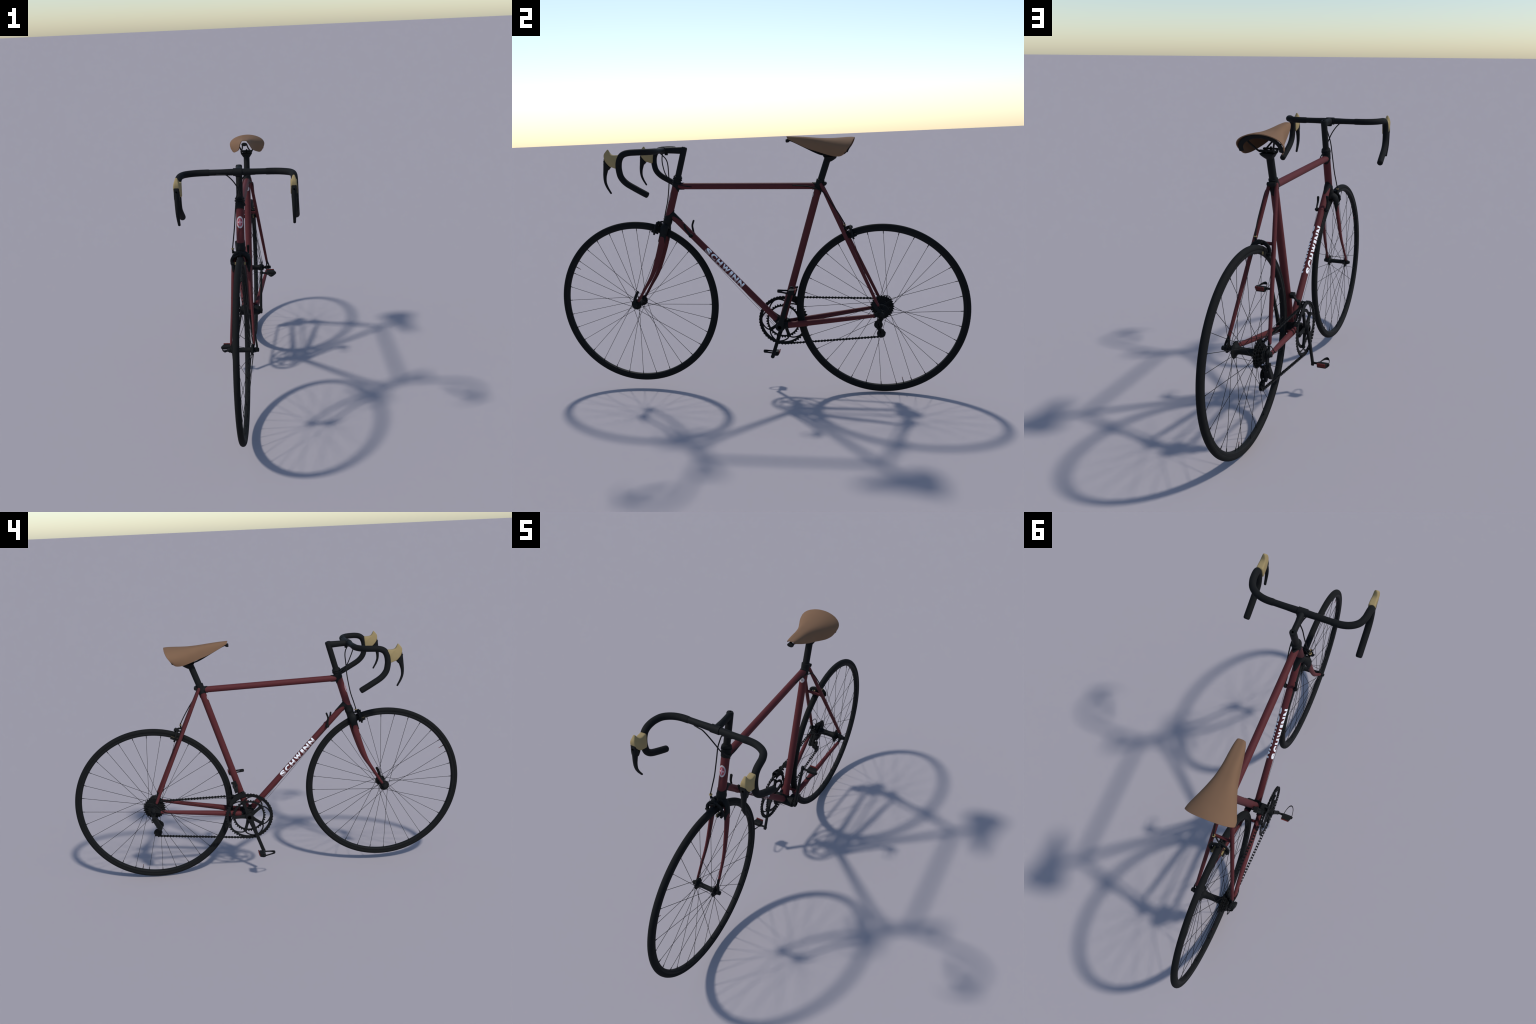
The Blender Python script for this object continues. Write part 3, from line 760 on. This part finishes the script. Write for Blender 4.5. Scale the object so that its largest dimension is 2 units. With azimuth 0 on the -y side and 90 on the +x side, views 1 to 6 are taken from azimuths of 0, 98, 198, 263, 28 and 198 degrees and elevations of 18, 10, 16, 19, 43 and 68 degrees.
for s in (1, -1):
    xa, xb = (0.0575, 0.0645) if s > 0 else (-0.0785, -0.0815)
    d = crank_vec * (-1 if s > 0 else 1)
    ks = np.linspace(0, 1.03, 11)
    pth = np.array([BB + d * t + V(xa + (xb - xa) * t, 0, 0) for t in ks])
    rr = np.array([(0.0075, 0.0150), (0.0072, 0.0140), (0.0066, 0.0120), (0.0062, 0.0108), (0.0060, 0.0100), (0.0058, 0.0096), (0.0056, 0.0093), (0.0055, 0.0090), (0.0055, 0.0090), (0.0055, 0.0092), (0.0055, 0.0092)])
    # squarish crank section
    th = np.arange(20) * TAU / 20
    T, A, B = frames(pth, (1, 0, 0))
    q = 0.55
    cx = np.sign(np.cos(th)) * np.abs(np.cos(th)) ** q; cy = np.sign(np.sin(th)) * np.abs(np.sin(th)) ** q
    v = (pth[:, None] + A[:, None] * (rr[:, 0, None] * cx)[..., None] + B[:, None] * (rr[:, 1, None] * cy)[..., None]).reshape(-1, 3)
    f = []
    for i in range(10):
        f += [(i * 20 + k2, i * 20 + (k2 + 1) % 20, (i + 1) * 20 + (k2 + 1) % 20, (i + 1) * 20 + k2) for k2 in range(20)]
    f += [tuple(range(20)), tuple(range(200, 220))]
    arm = [(v, f), lathe([(-0.0055, 0.0088), (-0.0045, 0.0096), (0.0045, 0.0096), (0.0055, 0.0088)], BB + d * 1.028 + V(xb, 0, 0), (1, 0, 0), 24),
           lathe([(-0.009, 0.0150), (-0.006, 0.0185), (0.005, 0.0185), (0.0075, 0.0165)] if s > 0 else [(-0.0075, 0.0165), (-0.005, 0.0185), (0.006, 0.0185), (0.009, 0.0150)], BB + V(xa, 0, 0), (1, 0, 0), 28)]
    add_mesh("crank_arm", arm, M_BLACK, crankset, angle=45)
    add_mesh("crank_bolt", lathe([(0, 0.0085), (s * 0.0010, 0.0085), (s * 0.0016, 0.0065)], BB + V(xa + s * 0.0072, 0, 0), (1, 0, 0), 20), M_HOLE, crankset)
    # pedal ------------------------------------------------------------------
    ax = BB + d + V(xb, 0, 0)
    ped = group("pedal", ax, root)
    lift = 0.003 if s > 0 else 0.0
    X = lambda t: ax[0] + s * t
    add_mesh("pedal_axle", [rod(ax, V(X(0.024), ax[1], ax[2]), 0.0052, 14), rod(V(X(0.020), ax[1], ax[2]), V(X(0.078), ax[1], ax[2]), 0.0062, 14)], M_BLACK, ped)
    W = lambda y, z: (ax[1] + y, ax[2] + z)
    body = smooth_outline([W(0.0225, 0.0095), W(0.0250, 0.0000), W(0.0215, -0.0095), W(0.0120, -0.0118), W(0.0, -0.0112), W(-0.0070, -0.0070), W(-0.0070, 0.0050), W(0.0, 0.0105), W(0.0120, 0.0100)], 3)
    bv, bf = prism(body, X(0.0270), X(0.0740), 0.0020)
    # the outer end wall slants in towards the back
    k = np.clip((abs(bv[:, 0] - ax[0]) - 0.055) / 0.019, 0, 1) * np.clip((bv[:, 1] - ax[1]) / 0.025, 0, 1)
    bv[:, 0] -= s * 0.010 * k
    add_mesh("pedal_body", (bv, bf), M_BLACK, ped, angle=40)
    Q = lambda t, y, z: V(X(t), ax[1] + y, ax[2] + z)
    loop = spline([Q(0.0300, 0.004, 0.0015), Q(0.0315, -0.010, 0.0020), Q(0.0360, -0.031, 0.0028), Q(0.0430, -0.049, 0.0032), Q(0.0520, -0.0560, 0.0032), Q(0.0610, -0.0505, 0.0028), Q(0.0680, -0.0350, 0.0015), Q(0.0715, -0.0150, -0.0010), Q(0.0712, 0.0000, -0.0030), Q(0.0690, 0.0080, -0.0040)], 5)
    add_mesh("toe_cage", sweep(loop, interp([(0.0038, 0.0015), (0.0038, 0.0015), (0.0040, 0.0015), (0.0058, 0.0019), (0.0074, 0.0023), (0.0058, 0.0018), (0.0040, 0.0015), (0.0040, 0.0015), (0.0050, 0.0016), (0.0055, 0.0016)], len(loop)), 10, up=(0, 0, 1)), M_BLACK, ped)
    add_mesh("reflector", box(V(X(0.0475), ax[1] + 0.0250, ax[2] + 0.0050), (0.0190, 0.0024, 0.0085), rot_x(math.radians(-13)), 0.0008), M_RED, ped)

# ================================================================== cassette
cassette = group("cassette", REAR_HUB, root)
COGS = [(-0.0455, 28, 0.0572), (-0.0503, 25, 0.0520), (-0.0551, 21, 0.0440), (-0.0599, 19, 0.0410), (-0.0647, 17, 0.0375), (-0.0695, 15, 0.0345)]
for x, teeth, tip in COGS:
    o, a = gear_outline(REAR_HUB, teeth, tip - 0.0060, tip)
    inner = np.stack([-0.018 * np.cos(a), 0.018 * np.sin(a)], -1)
    add_mesh("sprocket", annulus(o, inner, x - 0.0014, x + 0.0014), M_CHAIN, cassette)
add_mesh("freewheel_body", lathe([(-0.0750, 0.012), (-0.0740, 0.0190), (-0.0430, 0.0215), (-0.0420, 0.016)], REAR_HUB, (1, 0, 0), 32), M_BLACK, cassette)

# ================================================================== chain
J1, J2 = V(-0.0172, -0.0912), V(-0.0033, -0.1345)      # jockey wheel centres (y, z)
RING_P, COG_P, JOCK_P = 0.1188, 0.0385, 0.0165
# belt: (centre, radius, turn) in a plane with u = -y (forwards), w = z; turn +1 = anticlockwise
circ = [(V(-BB[1], BB[2]), RING_P, -1), (V(-J2[0], J2[1]), JOCK_P, -1), (V(-J1[0], J1[1]), JOCK_P, 1), (V(0, 0), COG_P, -1)]

def tangent(c1, r1, s1, c2, r2, s2):
    """Directed tangent from circle 1 to circle 2 (turn s = +1 anticlockwise)."""
    D = c2 - c1; dist = np.linalg.norm(D); base = math.atan2(D[1], D[0])
    # unit direction e and left normal n; the circle centre lies at distance s*r to the left
    ang = base + math.asin(max(-1, min(1, (s1 * r1 - s2 * r2) / dist)))
    for a in (ang, base - (ang - base)):
        n = V(-math.sin(a), math.cos(a))
        if abs((D @ n) - (s2 * r2 - s1 * r1)) < 1e-6:
            return c1 - n * s1 * r1, c2 - n * s2 * r2
    raise ValueError

tans = []
for i in range(4):
    c1, c2 = circ[i], circ[(i + 1) % 4]
    tans.append(tangent(*c1, *c2))
belt = []
xs = {0: X_BIG, 1: -0.0575, 2: -0.0570, 3: -0.0551}
for i in range(4):
    c, r, s = circ[i]
    pin, pout = tans[i - 1][1], tans[i][0]
    a0 = math.atan2(*(pin - c)[::-1]); a1 = math.atan2(*(pout - c)[::-1])
    if s > 0:
        while a1 < a0: a1 += TAU
    else:
        while a1 > a0: a1 -= TAU
    for t in np.linspace(a0, a1, max(6, int(abs(a1 - a0) * r / 0.002))):
        belt.append((xs[i], c[0] + r * math.cos(t), c[1] + r * math.sin(t)))
belt = np.array([(x, -u, w) for x, u, w in belt])
closed = np.vstack([belt, belt[:1]])
seg = np.linalg.norm(np.diff(closed, axis=0), axis=1); cum = np.concatenate([[0], np.cumsum(seg)])
PITCH = 0.01512
N_LINK = int(round(cum[-1] / PITCH / 2)) * 2
at = np.linspace(0, cum[-1], N_LINK + 1)
joint = np.stack([np.interp(at, cum, closed[:, k]) for k in range(3)], 1)
chain_geo = []
for i in range(N_LINK):
    p, q = joint[i], joint[i + 1]
    d, a, b = basis(q - p, (1, 0, 0))
    L = np.linalg.norm(q - p)
    rad, waist = 0.0050, 0.0017
    o = []
    for t in np.linspace(0.5 * PI, 1.5 * PI, 6):
        o.append((rad * math.cos(t), rad * math.sin(t)))
    o.append((L / 2, -waist))
    for t in np.linspace(-0.5 * PI, 0.5 * PI, 6):
        o.append((L + rad * math.cos(t), rad * math.sin(t)))
    o.append((L / 2, waist))
    off = 0.0040 if i % 2 else 0.0028
    for s in (1, -1):
        v, f = prism(np.array(o), s * off, s * (off + 0.0011))
        chain_geo.append((p + a * v[:, 0:1] + d * v[:, 1:2] + b * v[:, 2:3], f))
    chain_geo.append(rod(p - a * 0.0052, p + a * 0.0052, 0.0036, 8))
chain = add_mesh("chain", chain_geo, M_CHAIN, root, BB, kind="stuff")

# ================================================================== rear derailleur
rd = group("rear_derailleur", V(-0.083, 0.006, -0.03), root)
for J, nt in ((J1, 11), (J2, 11)):
    c3 = V(-0.0575, J[0], J[1])
    o, a = gear_outline(c3, nt, 0.0135, 0.0172)
    inner = np.stack([c3[1] - 0.0035 * np.cos(a), c3[2] + 0.0035 * np.sin(a)], -1)
    add_mesh("jockey_wheel", annulus(o, inner, -0.0592, -0.0558), M_BLACK, rd, c3)
def capsule(p, q, r1, r2, n=10):
    d = math.atan2(q[1] - p[1], q[0] - p[0])
    o = [(p[0] + r1 * math.cos(d + t), p[1] + r1 * math.sin(d + t)) for t in np.linspace(PI / 2, 1.5 * PI, n)]
    o += [(q[0] + r2 * math.cos(d + t), q[1] + r2 * math.sin(d + t)) for t in np.linspace(-PI / 2, PI / 2, n)]
    return np.array(o)
cage = [prism(capsule(J1, J2, 0.0085, 0.0085), -0.0645, -0.0625, 0.0004), prism(capsule(J1, J2, 0.0050, 0.0050), -0.0530, -0.0508, 0.0004),
        lathe([(0, 0.0200), (0.0006, 0.0208), (0.0020, 0.0208), (0.0026, 0.0200)], V(-0.0534, J1[0], J1[1]), (1, 0, 0), 32), lathe([(0, 0.0200), (0.0006, 0.0208), (0.0020, 0.0208), (0.0026, 0.0200)], V(-0.0534, J2[0], J2[1]), (1, 0, 0), 32),
        rod(V(-0.0645, J1[0], J1[1]), V(-0.0508, J1[0], J1[1]), 0.0035, 10), rod(V(-0.0660, J2[0], J2[1]), V(-0.0500, J2[0], J2[1]), 0.0035, 10)]
add_mesh("chain_guide", cage, M_BLACK, rd)
body = [lathe([(0, 0.0075), (0.001, 0.0095), (0.017, 0.0095), (0.018, 0.0075)], V(-0.0955, 0.0050, -0.0390), (1, 0, 0), 20),
        prism(capsule((0.0060, -0.0460), (-0.0200, -0.0960), 0.0100, 0.0130), -0.0930, -0.0800, 0.0020),
        prism(capsule((0.0020, -0.0520), (-0.0180, -0.0900), 0.0085, 0.0105), -0.0800, -0.0640, 0.0020),
        lathe([(0, 0.0085), (0.001, 0.0105), (0.030, 0.0105), (0.032, 0.008)], V(-0.0895, -0.0200, -0.0960), (1, 0, 0), 20),
        prism(capsule((-0.0200, -0.0960), (-0.0160, -0.1130), 0.0105, 0.0090), -0.0720, -0.0600, 0.0015),
        rod(V(-0.0930, 0.0140, -0.0470), V(-0.0780, 0.0180, -0.0560), 0.0030, 8), rod(V(-0.0850, 0.0100, -0.0620), V(-0.0850, 0.0190, -0.0640), 0.0030, 8), rod(V(-0.075, 0.012, -0.058), V(-0.075, 0.020, -0.060), 0.0030, 8)]
add_mesh("derailleur_body", body, M_BLACK, rd)

# ================================================================== front derailleur
fd = group("front_derailleur", V(-0.03, -0.425, 0.075), root)
sp = BB + SEAT_DIR * 0.172
geo = [box(V(-0.0300, -0.4200, 0.0830), (0.0110, 0.0090, 0.0110), rot_x(math.radians(-16)), 0.002),
       rod(V(-0.024, -0.4060, 0.0880), V(-0.040, -0.4060, 0.0880), 0.0048, 12), rod(V(-0.020, -0.4250, 0.0790), V(-0.040, -0.4250, 0.0790), 0.0060, 12),
       sweep(spline([V(-0.0330, -0.4180, 0.0860), V(-0.0400, -0.4130, 0.0760), V(-0.0470, -0.4160, 0.0660), V(-0.0530, -0.4240, 0.0540)], 4), (0.0050, 0.0070), 12),
       sweep(spline([V(-0.0300, -0.4290, 0.0780), V(-0.0400, -0.4270, 0.0650), V(-0.0540, -0.4280, 0.0480)], 4), (0.0040, 0.0060), 12),
       box(V(-0.0560, -0.4230, 0.0520), (0.0060, 0.0085, 0.0090), rot_x(math.radians(-16)), 0.0015)]
add_mesh("swing_arms", geo, M_BLACK, fd)
def cage_plate(x, r0, r1, a0, a1):
    a = np.radians(np.linspace(a0, a1, 14))
    k = np.linspace(0, 1, 14)
    top = polar(r1 - (r1 - r0) * 0.55 * np.maximum(0, k - 0.55) / 0.45, a); bot = polar(np.full(14, r0), a)
    return prism(np.concatenate([top, bot[::-1]]), x - 0.0010, x + 0.0010, 0.0003)
add_mesh("chain_cage", [cage_plate(-0.0755, 0.1130, 0.1370, 94, 142), cage_plate(-0.0575, 0.1080, 0.1370, 96, 142), box(V(-0.0665, -0.3860, 0.0130), (0.0100, 0.0030, 0.0035), None, 0.0005), box(V(-0.0665, -0.4550, 0.0450), (0.0100, 0.0040, 0.0025), None, 0.0005)], M_BLACK, fd)

# ================================================================== brakes
def arm_sweep(pts, w, t, n=5):
    """Caliper arm: flat curved bar, w = half width in plane, t = half thickness front to back."""
    p = spline(pts, n)
    ws = interp(np.asarray(w, float), len(p)); ts = np.full(len(p), t)
    return sweep(p, np.stack([ts, ws], 1), 14, up=(0, 1, 0))

def brake(name_origin, piv, fwd, down, right_barrel):
    """Side-pull caliper.  piv pivot, fwd unit vector away from the frame, down along the wheel radius."""
    g = group("brake_caliper", name_origin, root)
    P = lambda x, d, f: piv + V(x, 0, 0) + down * d + fwd * f
    for s, f0 in ((1, 0.010), (-1, 0.003)):
        pts = [P(-s * 0.006, -0.004, f0), P(s * 0.010, -0.001, f0), P(s * 0.026, 0.008, f0), P(s * 0.0365, 0.024, f0 * 0.8), P(s * 0.0360, 0.040, f0 * 0.7), P(s * 0.0320, 0.052, f0 * 0.7)]
        add_mesh("caliper_arm", arm_sweep(pts, [0.0080, 0.0092, 0.0088, 0.0080, 0.0074, 0.0052], 0.0048), M_BLACK, g)
        # pad holder and pad
        tang = unit(np.cross(V(1, 0, 0), down))
        if tang @ fwd < 0: tang = -tang
        pc = P(s * 0.0215, 0.0395, 0.008)
        ang = math.atan2(tang[2], tang[1])
        add_mesh("pad_holder", [box(pc + V(s * 0.0045, 0, 0), (0.0022, 0.0178, 0.0066), rot_x(ang), 0.0008), rod(P(s * 0.027, 0.0395, 0.006), P(s * 0.0435, 0.0395, 0.006), 0.0042, 10)], M_BLACK, g)
        add_mesh("brake_pad", box(pc - V(s * 0.0012, 0, 0), (0.0040, 0.0165, 0.0055), rot_x(ang), 0.0008), M_BRASS, g)
    add_mesh("pivot_bolt", [rod(P(0, 0, -0.030), P(0, 0, 0.019), 0.0040, 12), rod(P(0, 0, 0.014), P(0, 0, 0.020), 0.0068, 6), lathe([(0, 0.0085), (0.003, 0.0085)], P(0, 0, -0.006), fwd, 16)], M_BLACK, g)
    b = right_barrel
    s = 1 if b[0] > 0 else -1
    low = P(s * 0.034, 0.016, 0.004)
    cab = [sweep(spline([P(-s * 0.004, -0.002, 0.004), P(s * 0.010, -0.009, 0.000), b + V(-s * 0.008, 0, -0.012), b + V(0, 0, -0.008)], 4), (0.0034, 0.0040), 12, up=(0, 1, 0)),
           rod(b + V(0, 0, -0.016), b + V(0, 0, 0.004), 0.0042, 12), rod(b + V(0, 0, 0.004), b + V(0, 0, 0.014), 0.0030, 10, 0.0022),
           sweep(spline([P(-s * 0.008, -0.002, 0.012), P(s * 0.010, 0.004, 0.014), low], 4), (0.0035, 0.0042), 12, up=(0, 1, 0)), rod(low + V(0, -0.007, 0), low + V(0, 0.007, 0), 0.0050, 8)]
    add_mesh("cable_yoke", cab, M_BLACK, g)
    add_mesh("barrel_nut", rod(b + V(0, 0, 0.0025), b + V(0, 0, 0.0052), 0.0068, 14), M_BRASS, g)
    add_mesh("inner_wire", rod(b + V(0, 0, -0.010), low, 0.0008, 6), M_WIRE, g)
    return g

fp = V(0, -1.0700, 0.3960)
brake(fp, fp, unit(V(0, -1, 0.13)), unit(FRONT_HUB - fp) * 1.0, V(-0.0335, -1.0573, 0.4130))
rp = V(0, -0.1590, 0.3830)
brake(rp, rp, unit(V(0, 0.92, 0.39)), unit(REAR_HUB - rp), V(0.0318, -0.1742, 0.3985))

# ================================================================== shifters on the down tube
boss = V(0, -0.9085, 0.3455)
boss = BB + DOWN_DIR * ((boss - BB) @ DOWN_DIR)
tipR = V(-0.0262, -0.9096, 0.4084)
add_mesh("shifter_band", sleeve(boss, DOWN_DIR, R_DOWN, 0.0055, lambda t: 0.0055, 0.0012), M_PAINT, frame)
for s in (1, -1):
    lever = group("shift_lever", boss + V(s * 0.024, 0, 0), root)
    tip = V(s * 0.0270, -0.9096, 0.4075) if s < 0 else V(s * 0.0270, -0.9400, 0.3960)
    b0 = boss + V(s * 0.0265, 0, 0)
    d = tip - b0
    side = unit(np.cross(V(1, 0, 0), d))
    bend = 0.006
    pth = spline([b0, b0 + d * 0.3 + side * bend * 0.4, b0 + d * 0.65 + side * bend, tip], 5)
    add_mesh("lever_arm", sweep(pth, interp([(0.0034, 0.0062), (0.0038, 0.0050), (0.0052, 0.0046), (0.0064, 0.0046)], len(pth)), 14, rounded=True), M_BLACK, lever)
    add_mesh("lever_hub", [lathe([(0, 0.0080), (0.003, 0.0098), (0.011, 0.0098), (0.0125, 0.0085)], boss + V(s * 0.0165, 0, 0), (s, 0, 0), 24), lathe([(0, 0.0058), (0.004, 0.0050), (0.0045, 0.003)], boss + V(s * 0.0290, 0, 0), (s, 0, 0), 16)], M_BLACK, lever)

# ================================================================== cables
def cable(name, pts, r, mat=None, n=8, sides=10):
    return add_mesh(name, sweep(spline(pts, n), r, sides), mat or M_CABLE, root, pts[0])

HR = 0.0026
cable("brake_cable", [V(0.075, -1.0440, 0.7380), V(0.0500, -1.0440, 0.7370), V(0.0380, -1.0426, 0.7360), V(0.0245, -1.0360, 0.7258), V(0.0129, -1.0240, 0.7080), V(0.0030, -1.0190, 0.6850), V(-0.0085, -1.0200, 0.6450), V(-0.0165, -1.0225, 0.5860), V(-0.0235, -1.0345, 0.5080), V(-0.0290, -1.0475, 0.4600), V(-0.0335, -1.0573, 0.4240)], HR)
cable("brake_cable", [V(-0.090, -1.0480, 0.7420), V(-0.0650, -1.0530, 0.7410), V(-0.0482, -1.0554, 0.7394), V(-0.0302, -1.0547, 0.7245), V(-0.0141, -1.0516, 0.7039), V(-0.0009, -1.0450, 0.6790), V(0.0120, -1.0300, 0.6400), V(0.0215, -1.0050, 0.6060), V(0.0240, -0.9830, 0.5930), V(0.0215, -0.9550, 0.5860), V(0.0165, -0.9250, 0.5785), V(0.0130, -0.9000, 0.5755)], HR)
cable("brake_cable", [V(0.0120, -0.4200, 0.5820), V(0.0160, -0.4050, 0.5815), V(0.0190, -0.3600, 0.5795), V(0.0235, -0.3250, 0.5740), V(0.0290, -0.2950, 0.5640), V(0.0300, -0.2750, 0.5530), V(0.0310, -0.2420, 0.5130), V(0.0335, -0.2000, 0.4510), V(0.0318, -0.1742, 0.4070)], HR)
for s in (1, -1):
    cable("shift_cable", [V(s * 0.0205, -0.9000, 0.3260), V(s * 0.0165, -0.7200, 0.1270), V(s * 0.0130, -0.5750, -0.0270), V(s * 0.011, -0.5050, -0.1045)], 0.0007, M_WIRE, 6, 6)
cable("shift_cable", [V(-0.011, -0.5050, -0.1045), V(-0.011, -0.480, -0.1165), V(-0.0130, -0.4450, -0.0600), V(-0.0240, -0.4200, 0.0300), V(-0.0320, -0.4080, 0.0840)], 0.0007, M_WIRE, 6, 6)
cable("shift_cable", [V(-0.011, -0.5050, -0.1045), V(-0.014, -0.470, -0.1150), V(-0.034, -0.400, -0.0960), V(-0.055, -0.200, -0.0640), V(-0.0830, -0.0850, -0.0250)], 0.0007, M_WIRE, 6, 6)
cable("gear_cable_housing", [V(-0.0830, -0.0850, -0.0248), V(-0.0880, -0.0660, -0.0190), V(-0.0905, -0.0500, -0.0077), V(-0.0915, -0.0292, 0.0132), V(-0.0915, -0.0118, 0.0300), V(-0.0905, 0.0090, 0.0420), V(-0.0885, 0.0283, 0.0420), V(-0.0865, 0.0410, 0.0290), V(-0.0845, 0.0440, 0.0080), V(-0.0830, 0.0380, -0.0200), V(-0.0830, 0.0190, -0.0500)], 0.0018)
